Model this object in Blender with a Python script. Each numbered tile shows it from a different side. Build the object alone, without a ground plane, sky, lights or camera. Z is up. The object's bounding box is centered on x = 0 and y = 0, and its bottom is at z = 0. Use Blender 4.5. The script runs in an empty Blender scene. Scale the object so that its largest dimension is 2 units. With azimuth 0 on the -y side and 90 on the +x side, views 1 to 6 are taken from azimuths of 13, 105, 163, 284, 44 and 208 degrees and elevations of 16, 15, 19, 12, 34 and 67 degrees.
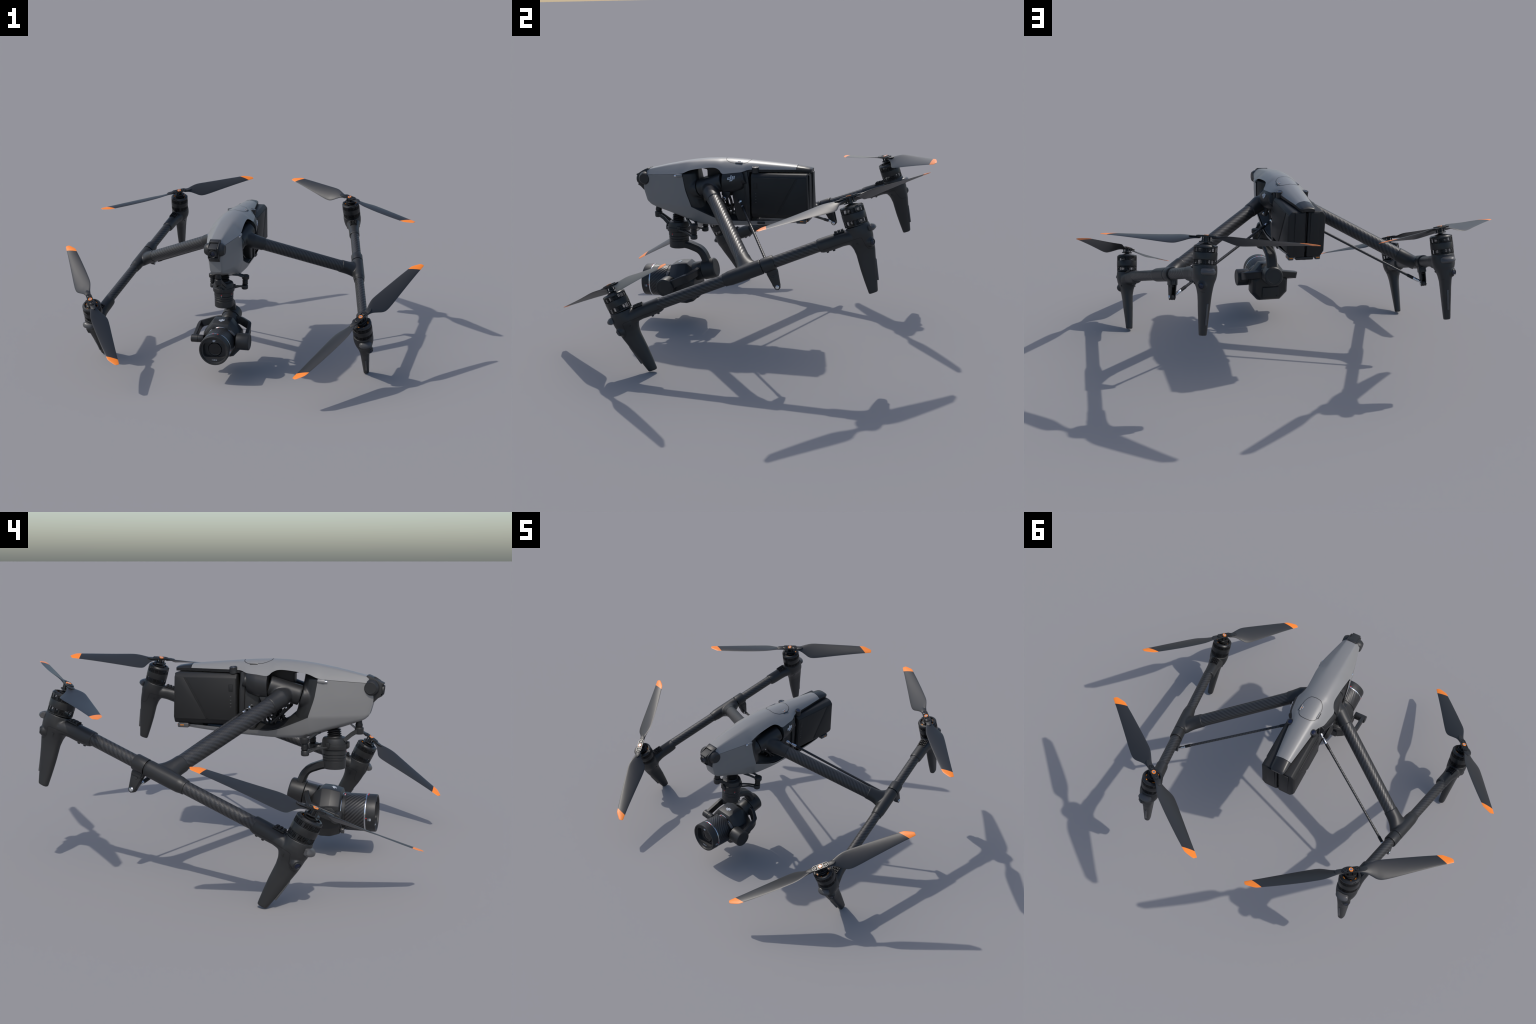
# Camera drone: grey shell body, carbon arms and booms, four motors with folding propellers,
# two batteries, and a three-axis gimbal camera.  Modelled on the +x side and mirrored.
import bpy, bmesh, math, random
from mathutils import Vector, Matrix
random.seed(4)
V = Vector

# ------------------------------------------------------------------ materials
def new_mat(name):
    m = bpy.data.materials.new(name); m.use_nodes = True
    nt = m.node_tree; return m, nt, nt.nodes['Principled BSDF']

def plain(name, col, rough=.5, metal=0., spec=.5, grain=0., grain_scale=900., coat=0., trans=0., ior=1.45, mottle=.0):
    m, nt, p = new_mat(name)
    p.inputs['Base Color'].default_value = (*col, 1); p.inputs['Roughness'].default_value = rough
    p.inputs['Metallic'].default_value = metal; p.inputs['Specular IOR Level'].default_value = spec
    p.inputs['Coat Weight'].default_value = coat; p.inputs['Coat Roughness'].default_value = .08
    p.inputs['Transmission Weight'].default_value = trans; p.inputs['IOR'].default_value = ior
    if grain or mottle:
        tc = nt.nodes.new('ShaderNodeTexCoord')
        nz = nt.nodes.new('ShaderNodeTexNoise'); nz.inputs['Scale'].default_value = grain_scale
        nz.inputs['Detail'].default_value = 2
        nt.links.new(tc.outputs['Object'], nz.inputs['Vector'])
        if grain:
            bp = nt.nodes.new('ShaderNodeBump'); bp.inputs['Strength'].default_value = grain
            bp.inputs['Distance'].default_value = .0006
            nt.links.new(nz.outputs['Fac'], bp.inputs['Height']); nt.links.new(bp.outputs['Normal'], p.inputs['Normal'])
        if mottle:
            n2 = nt.nodes.new('ShaderNodeTexNoise'); n2.inputs['Scale'].default_value = 14
            n2.inputs['Detail'].default_value = 5
            nt.links.new(tc.outputs['Object'], n2.inputs['Vector'])
            mr = nt.nodes.new('ShaderNodeMapRange')
            mr.inputs['To Min'].default_value = max(0., rough - mottle); mr.inputs['To Max'].default_value = rough + mottle
            nt.links.new(n2.outputs['Fac'], mr.inputs['Value']); nt.links.new(mr.outputs['Result'], p.inputs['Roughness'])
    return m

class NG:
    """tiny helper to write node maths as expressions"""
    def __init__(s, nt): s.nt = nt
    def m(s, op, a, b=None, c=None):
        n = s.nt.nodes.new('ShaderNodeMath'); n.operation = op
        for i, v in enumerate((a, b, c)):
            if v is None: continue
            if isinstance(v, (int, float)): n.inputs[i].default_value = v
            else: s.nt.links.new(v, n.inputs[i])
        return n.outputs[0]

def carbon(name, radius, tow, dark=.005, light=.032, rough=.44, hand=1, bump=.7):
    """2x2 twill weave wrapped round the local z axis"""
    m, nt, p = new_mat(name); g = NG(nt)
    tc = nt.nodes.new('ShaderNodeTexCoord'); sx = nt.nodes.new('ShaderNodeSeparateXYZ')
    nt.links.new(tc.outputs['Object'], sx.inputs[0])
    around = max(8, 4 * round(2 * math.pi * radius / tow / 4))
    u = g.m('MULTIPLY', g.m('DIVIDE', g.m('ARCTAN2', sx.outputs[1], sx.outputs[0]), 2 * math.pi), around * hand)
    w = g.m('DIVIDE', sx.outputs[2], tow)
    iu, iw = g.m('FLOOR', u), g.m('FLOOR', w)
    fu, fw = g.m('SUBTRACT', u, iu), g.m('SUBTRACT', w, iw)
    k = g.m('FLOORED_MODULO', g.m('ADD', iu, iw), 4)
    warp = g.m('LESS_THAN', k, 1.5)                                             # 2x2 twill: which tow is on top
    ridge = g.m('ADD', g.m('MULTIPLY', warp, g.m('SINE', g.m('MULTIPLY', fu, math.pi))),
                g.m('MULTIPLY', g.m('SUBTRACT', 1, warp), g.m('SINE', g.m('MULTIPLY', fw, math.pi))))
    diag = g.m('SINE', g.m('MULTIPLY', g.m('ADD', u, w), math.pi / 2))
    h = g.m('ADD', g.m('MULTIPLY', diag, .42), g.m('MULTIPLY', ridge, .35))
    bp = nt.nodes.new('ShaderNodeBump'); bp.inputs['Strength'].default_value = bump; bp.inputs['Distance'].default_value = tow * .11
    nt.links.new(h, bp.inputs['Height']); nt.links.new(bp.outputs['Normal'], p.inputs['Normal'])
    mx = nt.nodes.new('ShaderNodeMix'); mx.data_type = 'RGBA'
    mx.inputs['A'].default_value = (dark, dark, dark * 1.1, 1); mx.inputs['B'].default_value = (light, light, light * 1.03, 1)
    nt.links.new(g.m('ADD', g.m('MULTIPLY', g.m('ADD', g.m('MULTIPLY', warp, .5), g.m('MULTIPLY_ADD', diag, .25, .25)), .75), g.m('MULTIPLY', ridge, .25)), mx.inputs['Factor'])
    nt.links.new(mx.outputs['Result'], p.inputs['Base Color'])
    nt.links.new(g.m('MULTIPLY_ADD', warp, -.14, rough + .08), p.inputs['Roughness'])
    p.inputs['Specular IOR Level'].default_value = .6
    return m

def seam_mat(name, col, rough, path, width=.0024):
    """plastic with a parting line along a polyline in local (|y|, z)"""
    m, nt, p = new_mat(name); g = NG(nt)
    tc = nt.nodes.new('ShaderNodeTexCoord'); sx = nt.nodes.new('ShaderNodeSeparateXYZ')
    nt.links.new(tc.outputs['Object'], sx.inputs[0])
    px, py = g.m('ABSOLUTE', sx.outputs[1]), sx.outputs[2]
    best = None
    for (ax, ay), (bx, by) in zip(path[:-1], path[1:]):
        dx, dy = bx - ax, by - ay; L2 = dx * dx + dy * dy
        qx, qy = g.m('SUBTRACT', px, ax), g.m('SUBTRACT', py, ay)
        t = g.m('DIVIDE', g.m('ADD', g.m('MULTIPLY', qx, dx), g.m('MULTIPLY', qy, dy)), L2)
        t = g.m('MINIMUM', g.m('MAXIMUM', t, 0), 1)
        ex, ey = g.m('SUBTRACT', qx, g.m('MULTIPLY', t, dx)), g.m('SUBTRACT', qy, g.m('MULTIPLY', t, dy))
        d = g.m('SQRT', g.m('ADD', g.m('MULTIPLY', ex, ex), g.m('MULTIPLY', ey, ey)))
        best = d if best is None else g.m('MINIMUM', best, d)
    line = g.m('LESS_THAN', best, width / 2)
    mx = nt.nodes.new('ShaderNodeMix'); mx.data_type = 'RGBA'
    mx.inputs['A'].default_value = (*col, 1); mx.inputs['B'].default_value = (.003, .003, .003, 1)
    nt.links.new(line, mx.inputs['Factor']); nt.links.new(mx.outputs['Result'], p.inputs['Base Color'])
    nz = nt.nodes.new('ShaderNodeTexNoise'); nz.inputs['Scale'].default_value = 1500; nt.links.new(tc.outputs['Object'], nz.inputs['Vector'])
    bp = nt.nodes.new('ShaderNodeBump'); bp.inputs['Strength'].default_value = .12; bp.inputs['Distance'].default_value = .0006
    nt.links.new(nz.outputs['Fac'], bp.inputs['Height']); nt.links.new(bp.outputs['Normal'], p.inputs['Normal'])
    p.inputs['Roughness'].default_value = rough
    return m

def lens_barrel_mat(name):
    m, nt, p = new_mat(name); g = NG(nt)
    tc = nt.nodes.new('ShaderNodeTexCoord'); sx = nt.nodes.new('ShaderNodeSeparateXYZ')
    nt.links.new(tc.outputs['Object'], sx.inputs[0])
    a = g.m('MULTIPLY', g.m('ARCTAN2', sx.outputs[1], sx.outputs[0]), 30)
    st = g.m('SINE', g.m('ADD', a, g.m('MULTIPLY', sx.outputs[2], 400)))
    f = g.m('MULTIPLY_ADD', st, .5, .5)
    mx = nt.nodes.new('ShaderNodeMix'); mx.data_type = 'RGBA'
    mx.inputs['A'].default_value = (.008, .008, .009, 1); mx.inputs['B'].default_value = (.038, .038, .039, 1)
    nt.links.new(f, mx.inputs['Factor']); nt.links.new(mx.outputs['Result'], p.inputs['Base Color'])
    bp = nt.nodes.new('ShaderNodeBump'); bp.inputs['Strength'].default_value = .5; bp.inputs['Distance'].default_value = .0012
    nt.links.new(f, bp.inputs['Height']); nt.links.new(bp.outputs['Normal'], p.inputs['Normal'])
    p.inputs['Roughness'].default_value = .42
    return m

def blade_mat(name, handed=1.):
    """dark blade, orange beyond an oblique line near the tip (local x = span, y = leading edge)"""
    m, nt, p = new_mat(name); g = NG(nt)
    tc = nt.nodes.new('ShaderNodeTexCoord'); sx = nt.nodes.new('ShaderNodeSeparateXYZ')
    nt.links.new(tc.outputs['Object'], sx.inputs[0])
    d = g.m('SUBTRACT', g.m('ADD', g.m('ABSOLUTE', sx.outputs[0]), g.m('MULTIPLY', g.m('MULTIPLY', sx.outputs[1], handed), .75)), .440)
    f = g.m('GREATER_THAN', d, 0)
    mx = nt.nodes.new('ShaderNodeMix'); mx.data_type = 'RGBA'
    mx.inputs['A'].default_value = (.021, .022, .024, 1); mx.inputs['B'].default_value = (.93, .235, .022, 1)
    nt.links.new(f, mx.inputs['Factor']); nt.links.new(mx.outputs['Result'], p.inputs['Base Color'])
    p.inputs['Roughness'].default_value = .42; p.inputs['Specular IOR Level'].default_value = .45
    return m

INNER = plain('inner_black_plastic', (.011, .0112, .0118), .62, spec=.25, grain=.1)
GREY = plain('grey_paint', (.200, .199, .197), .40, spec=.65, grain=.06, grain_scale=1800, mottle=.03)
DARK = plain('dark_plastic', (.0185, .0190, .0195), .44, grain=.1, grain_scale=1500, mottle=.03)
DARKM = plain('matt_dark_plastic', (.020, .0205, .021), .55, grain=.12, grain_scale=1500, mottle=.03)
BLACK = plain('black_plastic', (.006, .006, .0065), .5)
SATIN = plain('satin_dark_metal', (.014, .0145, .015), .34, grain=.05)
BATT = plain('battery_plastic', (.0150, .0151, .0152), .54, spec=.4, grain=.15, grain_scale=1200, mottle=.04)
CLIP = plain('translucent_grey_plastic', (.072, .072, .074), .35)
CHROME = plain('polished_steel', (.62, .64, .67), .16, metal=1.)
COPPER = plain('orange_coil', (.75, .24, .02), .45)
ORANGE = plain('orange_ring', (.9, .25, .03), .4)
MARK = plain('pale_mark', (.52, .56, .62), .45)
RED = plain('red_dot', (.75, .02, .03), .4)
LENS = plain('coated_lens', (.006, .010, .030), .12, spec=.5)
GLASS = plain('dark_lens_glass', (.008, .009, .010), .12, spec=.5)
CARBON_ARM = CARBON_ARM_M = carbon('carbon_twill_arm', .031, .0056, hand=-1)
CARBON_BOOM = CARBON_BOOM_M = carbon('carbon_twill_boom', .025, .0052, hand=-1)
CARBON_ROD = carbon('carbon_twill_rod', .0062, .0042, bump=.3)
LEGMAT = seam_mat('leg_plastic', (.0185, .0190, .0195), .46,
                  [(.372, -.0195), (.440, -.0205), (.490, -.0215), (.530, -.0225), (.5375, -.0260), (.5400, -.045), (.5415, -.062), (.5470, -.076), (.5560, -.0830), (.5700, -.0835)])
BARREL = lens_barrel_mat('carbon_lens_barrel')
BLADE, BLADE_REV = blade_mat('blade_plastic'), blade_mat('blade_plastic_reverse', -1.)

# ------------------------------------------------------------------ object bookkeeping
MX = Matrix.Diagonal((-1, 1, 1, 1))
WORLD = {}
root = bpy.data.objects.new('camera_drone', None); bpy.context.collection.objects.link(root)
root['label'] = 'grey quadcopter camera drone with carbon arms and orange propeller tips'
root['category'] = 'camera drone'
WORLD[root.name] = Matrix()

def add(name, mesh, parent=None, mat=None, M=None, kind=None):
    parent = parent or root; M = M or Matrix()
    if mat is not None and not mesh.materials: mesh.materials.append(mat)
    o = bpy.data.objects.new(name, mesh); bpy.context.collection.objects.link(o)
    o.parent = parent; o.matrix_parent_inverse = WORLD[parent.name].inverted_safe(); o.matrix_basis = M
    WORLD[o.name] = M.copy()
    if kind: o['kind'] = kind
    return o

_mir = {}
def mirrored_mesh(me, axis=0):
    key = (me.name, axis)
    if key not in _mir:
        m2 = me.copy(); S = Matrix.Diagonal([-1 if i == axis else 1 for i in range(3)]).to_4x4()
        bm = bmesh.new(); bm.from_mesh(m2); bm.transform(S); bmesh.ops.reverse_faces(bm, faces=bm.faces[:])
        bm.to_mesh(m2); bm.free(); _mir[key] = m2
    return _mir[key]

def pair(name, mesh, parents=(None, None), mat=None, M=None, kind=None, mat2=None):
    """the object and its mirror image across x = 0"""
    M = M or Matrix()
    if mat is not None and not mesh.materials: mesh.materials.append(mat)
    a = add(name, mesh, parents[0], mat, M, kind)
    mm = mirrored_mesh(mesh)
    if mat2: mm.materials[0] = mat2
    b = add(name, mm, parents[1], mat, MX @ M @ MX, kind)
    return a, b

# ------------------------------------------------------------------ mesh helpers
def finish(bm, name, angle=35, mat=None):
    bmesh.ops.remove_doubles(bm, verts=bm.verts[:], dist=1e-6)
    bmesh.ops.recalc_face_normals(bm, faces=bm.faces[:])
    me = bpy.data.meshes.new(name); bm.to_mesh(me); bm.free()
    for p in me.polygons: p.use_smooth = True
    me.set_sharp_from_angle(angle=math.radians(angle))
    if mat: me.materials.append(mat)
    return me

def ring_loft(bm, rings, cap0=True, cap1=True, closed=True):
    vs = [[bm.verts.new(p) for p in r] for r in rings]
    n = len(rings[0])
    for a, b in zip(vs[:-1], vs[1:]):
        for i in range(n if closed else n - 1):
            j = (i + 1) % n
            bm.faces.new((a[i], a[j], b[j], b[i]))
    if cap0: bm.faces.new(vs[0][::-1])
    if cap1: bm.faces.new(vs[-1])
    return vs

def loft(name, rings, angle=35, mat=None, **k):
    bm = bmesh.new(); ring_loft(bm, rings, **k); return finish(bm, name, angle, mat)

def bm_revolve(bm, prof, seg=48, M=None):
    """prof: list of (radius, z); radius 0 closes the end"""
    M = M or Matrix(); rows = []
    for r, z in prof:
        if r < 1e-7: rows.append([bm.verts.new(M @ V((0, 0, z)))])
        else: rows.append([bm.verts.new(M @ V((r * math.cos(2 * math.pi * i / seg), r * math.sin(2 * math.pi * i / seg), z))) for i in range(seg)])
    for a, b in zip(rows[:-1], rows[1:]):
        for i in range(seg):
            j = (i + 1) % seg
            if len(a) == 1 and len(b) == 1: continue
            if len(a) == 1: bm.faces.new((a[0], b[j], b[i]))
            elif len(b) == 1: bm.faces.new((a[i], a[j], b[0]))
            else: bm.faces.new((a[i], a[j], b[j], b[i]))

def revolve(name, prof, seg=48, angle=35, mat=None):
    bm = bmesh.new(); bm_revolve(bm, prof, seg); return finish(bm, name, angle, mat)

def bm_box(bm, c, s, M=None):
    M = M or Matrix(); c, s = V(c), V(s)
    vs = [bm.verts.new(M @ (c + V((x * s.x / 2, y * s.y / 2, z * s.z / 2)))) for x in (-1, 1) for y in (-1, 1) for z in (-1, 1)]
    for f in ((0, 1, 3, 2), (4, 6, 7, 5), (0, 4, 5, 1), (2, 3, 7, 6), (0, 2, 6, 4), (1, 5, 7, 3)):
        bm.faces.new([vs[i] for i in f])

def bevel(bm, w, seg=2, ang=25):
    es = [e for e in bm.edges if len(e.link_faces) == 2 and e.calc_face_angle(0) > math.radians(ang)]
    if w > 0: bmesh.ops.bevel(bm, geom=es, offset=w, segments=seg, affect='EDGES', profile=.5, clamp_overlap=True)

def box(name, c, s, bw=.002, seg=2, mat=None):
    bm = bmesh.new(); bm_box(bm, c, s); bmesh.ops.recalc_face_normals(bm, faces=bm.faces[:]); bevel(bm, bw, seg)
    return finish(bm, name, 35, mat)

def bm_prism(bm, poly, z0, z1, M=None):
    M = M or Matrix()
    ring_loft(bm, [[M @ V((x, y, z)) for x, y in poly] for z in (z0, z1)])

def prism(name, poly, z0, z1, bw=.002, seg=2, mat=None, ang=25):
    bm = bmesh.new(); bm_prism(bm, poly, z0, z1); bmesh.ops.recalc_face_normals(bm, faces=bm.faces[:]); bevel(bm, bw, seg, ang)
    return finish(bm, name, 35, mat)

def frame(o, z, x=None):
    """matrix with local z along z and local x as near as possible to x"""
    z = V(z).normalized(); x = V(x) if x is not None else (V((0, 0, 1)) if abs(z.z) < .9 else V((0, 1, 0)))
    x = (x - z * x.dot(z)).normalized(); y = z.cross(x)
    return Matrix(((x.x, y.x, z.x, o[0]), (x.y, y.y, z.y, o[1]), (x.z, y.z, z.z, o[2]), (0, 0, 0, 1)))

def tube(name, a, b, prof, parent=None, mat=None, seg=48, both=True, kind=None, x=None, angle=35, mat2=None):
    """revolved part along a->b; prof in (radius, distance from a); returns pair"""
    M = frame(a, V(b) - V(a), x); me = revolve(name, prof, seg, angle, mat)
    return pair(name, me, parent if parent else (None, None), mat, M, kind, mat2) if both else add(name, me, parent, mat, M, kind)

def rod(r, z0, z1, ch=.0):
    """plain cylinder profile with chamfered ends"""
    return [(0, z0), (r - ch, z0), (r, z0 + ch), (r, z1 - ch), (r - ch, z1), (0, z1)]

def superellipse(cx, cy, a, b, n=28, e=2.5):
    out = []
    for i in range(n):
        t = 2 * math.pi * i / n; c, s = math.cos(t), math.sin(t)
        out.append((cx + a * math.copysign(abs(c) ** (2 / e), c), cy + b * math.copysign(abs(s) ** (2 / e), s)))
    return out

def remesh(bm, name, voxel, smooth=0, mat=None, angle=40, factor=.5):
    """fuse overlapping closed pieces into one blended skin"""
    bmesh.ops.recalc_face_normals(bm, faces=bm.faces[:])
    me = bpy.data.meshes.new(name + '_raw'); bm.to_mesh(me); bm.free()
    o = bpy.data.objects.new(name + '_raw', me); bpy.context.collection.objects.link(o)
    r = o.modifiers.new('r', 'REMESH'); r.mode = 'VOXEL'; r.voxel_size = voxel; r.use_smooth_shade = True
    if smooth:
        s = o.modifiers.new('s', 'SMOOTH'); s.iterations = smooth; s.factor = factor
    dg = bpy.context.evaluated_depsgraph_get(); dg.update()
    me2 = bpy.data.meshes.new_from_object(o.evaluated_get(dg)); me2.name = name
    bpy.data.objects.remove(o); bpy.data.meshes.remove(me)
    for p in me2.polygons: p.use_smooth = True
    me2.materials.clear()
    if mat: me2.materials.append(mat)
    return me2

def text_mesh(name, body, size, depth, mat, shear=0., bold=0.):
    cu = bpy.data.curves.new(name, 'FONT'); cu.body = body; cu.size = size; cu.extrude = depth / 2
    cu.align_x = 'CENTER'; cu.align_y = 'CENTER'; cu.shear = shear; cu.offset = bold; cu.resolution_u = 3
    o = bpy.data.objects.new(name, cu); bpy.context.collection.objects.link(o)
    dg = bpy.context.evaluated_depsgraph_get(); dg.update()
    me = bpy.data.meshes.new_from_object(o.evaluated_get(dg)); me.name = name
    bpy.data.objects.remove(o); bpy.data.curves.remove(cu)
    me.materials.clear(); me.materials.append(mat); return me

def logo_mesh(h, depth, mat):
    """slanted lower-case wordmark, drawn with strokes; local x along the line, y up; h = ascender height"""
    bm = bmesh.new(); k = h; t = .17 * k; sl = .28
    def quad(x0, y0, x1, y1):
        ring_loft(bm, [[V((x + sl * y, y, z)) for x, y in ((x0, y0), (x1, y0), (x1, y1), (x0, y1))] for z in (0, depth)])
    def poly(ps): ring_loft(bm, [[V((x + sl * y, y, z)) for x, y in ps] for z in (0, depth)])
    # d : bowl as a C of four bars, then the stem
    quad(-.95 * k, .0, -.95 * k + t, .42 * k); quad(-.95 * k + t, .0, -.42 * k, t * .8); quad(-.95 * k + t, .42 * k - t * .8, -.42 * k, .42 * k)
    poly([(-.42 * k, 0), (-.42 * k + t * 1.15, 0), (-.42 * k + t * 1.15, .78 * k), (-.42 * k, .78 * k)])
    # j : stem and hook
    quad(-.10 * k, -.12 * k, -.10 * k + t * 1.15, .60 * k); poly([(-.50 * k, -.30 * k), (-.02 * k, -.30 * k), (.09 * k, -.12 * k), (-.42 * k, -.12 * k)])
    # i
    quad(.22 * k, .0, .22 * k + t * 1.15, .60 * k)
    return finish(bm, 'wordmark', 30, mat)

def catmull(pts, n):
    """sample n points per span through control vectors"""
    pts = [V(p) for p in pts]; out = []
    for i in range(len(pts) - 1):
        p0 = pts[i - 1] if i else 2 * pts[0] - pts[1]; p1, p2 = pts[i], pts[i + 1]
        p3 = pts[i + 2] if i + 2 < len(pts) else 2 * p2 - p1
        for j in range(n):
            t = j / n
            out.append(.5 * ((2 * p1) + (p2 - p0) * t + (2 * p0 - 5 * p1 + 4 * p2 - p3) * t * t + (3 * p1 - p0 - 3 * p2 + p3) * t ** 3))
    out.append(pts[-1]); return out

def fillet_poly(pts, radii, n=4, closed=False):
    """3D polyline with rounded corners (quadratic blends)"""
    out = []; m = len(pts)
    for i, p in enumerate(pts):
        p = V(p); r = radii[i]
        if r <= 0 or (not closed and i in (0, m - 1)): out.append(p); continue
        a, b = V(pts[i - 1]), V(pts[(i + 1) % m])
        ra = min(r, (a - p).length * .48); rb = min(r, (b - p).length * .48)
        pa = p + (a - p).normalized() * ra; pb = p + (b - p).normalized() * rb
        for j in range(n + 1):
            t = j / n; out.append(pa * (1 - t) ** 2 + p * 2 * t * (1 - t) + pb * t * t)
    return out

def bar_path(bm, path, wx, th, up=V((1, 0, 0)), rnd=.3, n=3):
    """rectangular bar with chamfered corners swept along a path; wx along 'up', th across"""
    pts = [V(p) for p in path]; rings = []
    for i, p in enumerate(pts):
        t = (pts[min(i + 1, len(pts) - 1)] - pts[max(i - 1, 0)]).normalized()
        u = (up - t * up.dot(t)).normalized(); s = t.cross(u)
        w = (wx[i] if isinstance(wx, (list, tuple)) else wx) / 2; h = (th[i] if isinstance(th, (list, tuple)) else th) / 2
        c = rnd * min(w, h)
        rings.append([p + u * a + s * b for a, b in ((w, h - c), (w - c, h), (-w + c, h), (-w, h - c), (-w, -h + c), (-w + c, -h), (w - c, -h), (w, -h + c))])
    ring_loft(bm, rings)

YZ = Matrix(((0, 0, 1, 0), (1, 0, 0, 0), (0, 1, 0, 0), (0, 0, 0, 1)))   # local x->y, y->z, z->x
# ================================================================== BODY SHELL
# half-section key points per station: T crown, A top crease, C side crease / lower lip of the upper shell
UPPER = [  # T                     A                        C
    ((0, -.551, .753), (.0235, -.549, .752), (.0400, -.556, .730)),
    ((0, -.536, .758), (.0255, -.536, .7565), (.0485, -.536, .7315)),
    ((0, -.450, .779), (.0300, -.450, .776), (.0690, -.450, .738)),
    ((0, -.390, .791), (.0325, -.390, .788), (.0815, -.390, .743)),
    ((0, -.351, .798), (.0335, -.351, .795), (.0830, -.351, .748)),
    ((0, -.310, .8045), (.0340, -.310, .801), (.0820, -.310, .764)),
    ((0, -.250, .8115), (.0340, -.250, .807), (.0780, -.250, .774)),
    ((0, -.193, .8150), (.0345, -.193, .8095), (.0770, -.193, .778)),
    ((0, -.165, .8155), (.0345, -.165, .8095), (.0860, -.165, .769)),
    ((0, -.145, .8155), (.0345, -.145, .8095), (.0985, -.145, .754)),
    ((0, -.100, .8140), (.0340, -.100, .8080), (.0940, -.100, .758)),
    ((0, -.0575, .8115), (.0330, -.0575, .8055), (.0870, -.0575, .762)),
    ((0, -.030, .8095), (.0320, -.030, .8035), (.0720, -.030, .770)),
    ((0, .000, .8070), (.0310, .000, .8010), (.0640, .000, .772)),
    ((0, .100, .7985), (.0270, .100, .7930), (.0520, .100, .772)),
    ((0, .196, .7895), (.0225, .196, .7850), (.0400, .196, .772)),
]
def shell_half(T, A, C, n=6):
    """crown, flat shoulder facet, lip; the crease is crisp at the nose and soft further back"""
    T, A, C = V(T), V(A), V(C)
    k = min(1, max(0, (T.y + .56) / .42)); r = .004 + .016 * k
    mid = (A + C) / 2 + V((.003, 0, .003)) * k * min(1, (C - A).length / .06)
    return fillet_poly([T, A, mid, C], [0, r, .02, 0], n)
def upper_ring(T, A, C, n=6):
    half = shell_half(T, A, C, n); T, A, C = V(T), V(A), V(C)
    full = half + [C + V((-.006, 0, -.001)), V((A.x - .002, A.y, A.z - .012)), V((0, T.y, T.z - .012))]
    left = [V((-p.x, p.y, p.z)) for p in full[1:-1]][::-1]
    return full + left
st = [catmull([s[k] for s in UPPER], 5) for k in range(3)]
ru = [upper_ring(*ps) for ps in zip(*st)]
bm = bmesh.new(); ring_loft(bm, ru); me = finish(bm, 'upper_shell', 28)
me.materials.append(GREY); me.materials.append(BLACK)
for p in me.polygons:      # underside of the hood is black
    if p.normal.z < -.3 and p.center.y > -.36 and abs(p.center.x) < .2: p.material_index = 1
shell = add('upper_shell', me)

# lower nose shell: C side crease, D lower crease, E bottom edge, B keel
LOWER = [
    ((.0400, -.556, .7285), (.0280, -.5745, .666), (.0285, -.5560, .600), (.0230, -.5480, .589), (0, -.5500, .589)),
    ((.0485, -.536, .7300), (.0400, -.5500, .665), (.0370, -.5330, .594), (.0300, -.5250, .574), (0, -.5250, .572)),
    ((.0690, -.450, .7365), (.0650, -.4560, .665), (.0600, -.4440, .590), (.0440, -.4440, .552), (0, -.4440, .541)),
    ((.0815, -.390, .7415), (.0790, -.3850, .665), (.0760, -.3700, .588), (.0540, -.3700, .530), (0, -.3700, .517)),
    ((.0830, -.353, .7440), (.0840, -.3390, .665), (.0820, -.3120, .586), (.0580, -.3120, .508), (0, -.3120, .496)),
]
def lower_ring(ps, n=4):
    half = fillet_poly(ps, [0, .02, .009, .014, 0], n)
    return half + [V((-p.x, p.y, p.z)) for p in half[:-1]][::-1]
st = [catmull([s[k] for s in LOWER], 6) for k in range(5)]
rl = [lower_ring(ps) for ps in zip(*st)]
bm = bmesh.new(); ring_loft(bm, rl, cap0=True, cap1=True)
me = finish(bm, 'lower_shell', 30)
me.materials.append(GREY); me.materials.append(BLACK)
for p in me.polygons:                     # closing wall inside the pocket
    if p.normal.y > .6 and p.center.y > -.36: p.material_index = 1
lower = add('lower_shell', me)

# belly tray running back under the batteries
TRAY = [ # rim, bottom edge, keel
    ((.0820, -.312, .586), (.0580, -.312, .508), (0, -.312, .496)),
    ((.0800, -.273, .568), (.0580, -.273, .500), (0, -.273, .489)),
    ((.0780, -.200, .538), (.0600, -.200, .496), (0, -.200, .487)),
    ((.0760, -.154, .526), (.0620, -.154, .496), (0, -.154, .488)),
    ((.0740, -.100, .525), (.0630, -.100, .499), (0, -.100, .491)),
    ((.0730, .050, .530), (.0640, .050, .508), (0, .050, .501)),
    ((.0640, .180, .536), (.0560, .180, .520), (0, .180, .514)),
    ((.0440, .245, .538), (.0400, .245, .526), (0, .245, .522)),
]
def tray_ring(R, E, B, n=4):
    R, E, B = V(R), V(E), V(B)
    half = fillet_poly([R, E, B], [0, .014, 0], n)
    inner = [V((0, R.y, max(B.z + .006, R.z - .012))), V((R.x - .012, R.y, max(B.z + .008, R.z - .012)))]
    half = [inner[1], V((R.x - .004, R.y, R.z))] + half
    return [inner[0]] + half + [V((-p.x, p.y, p.z)) for p in half[:-1]][::-1]
st = [catmull([s[k] for s in TRAY], 5) for k in range(3)]
bm = bmesh.new(); ring_loft(bm, [tray_ring(*p) for p in zip(*st)]); me = finish(bm, 'belly_tray', 30)
me.materials.append(GREY); me.materials.append(BLACK)
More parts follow.
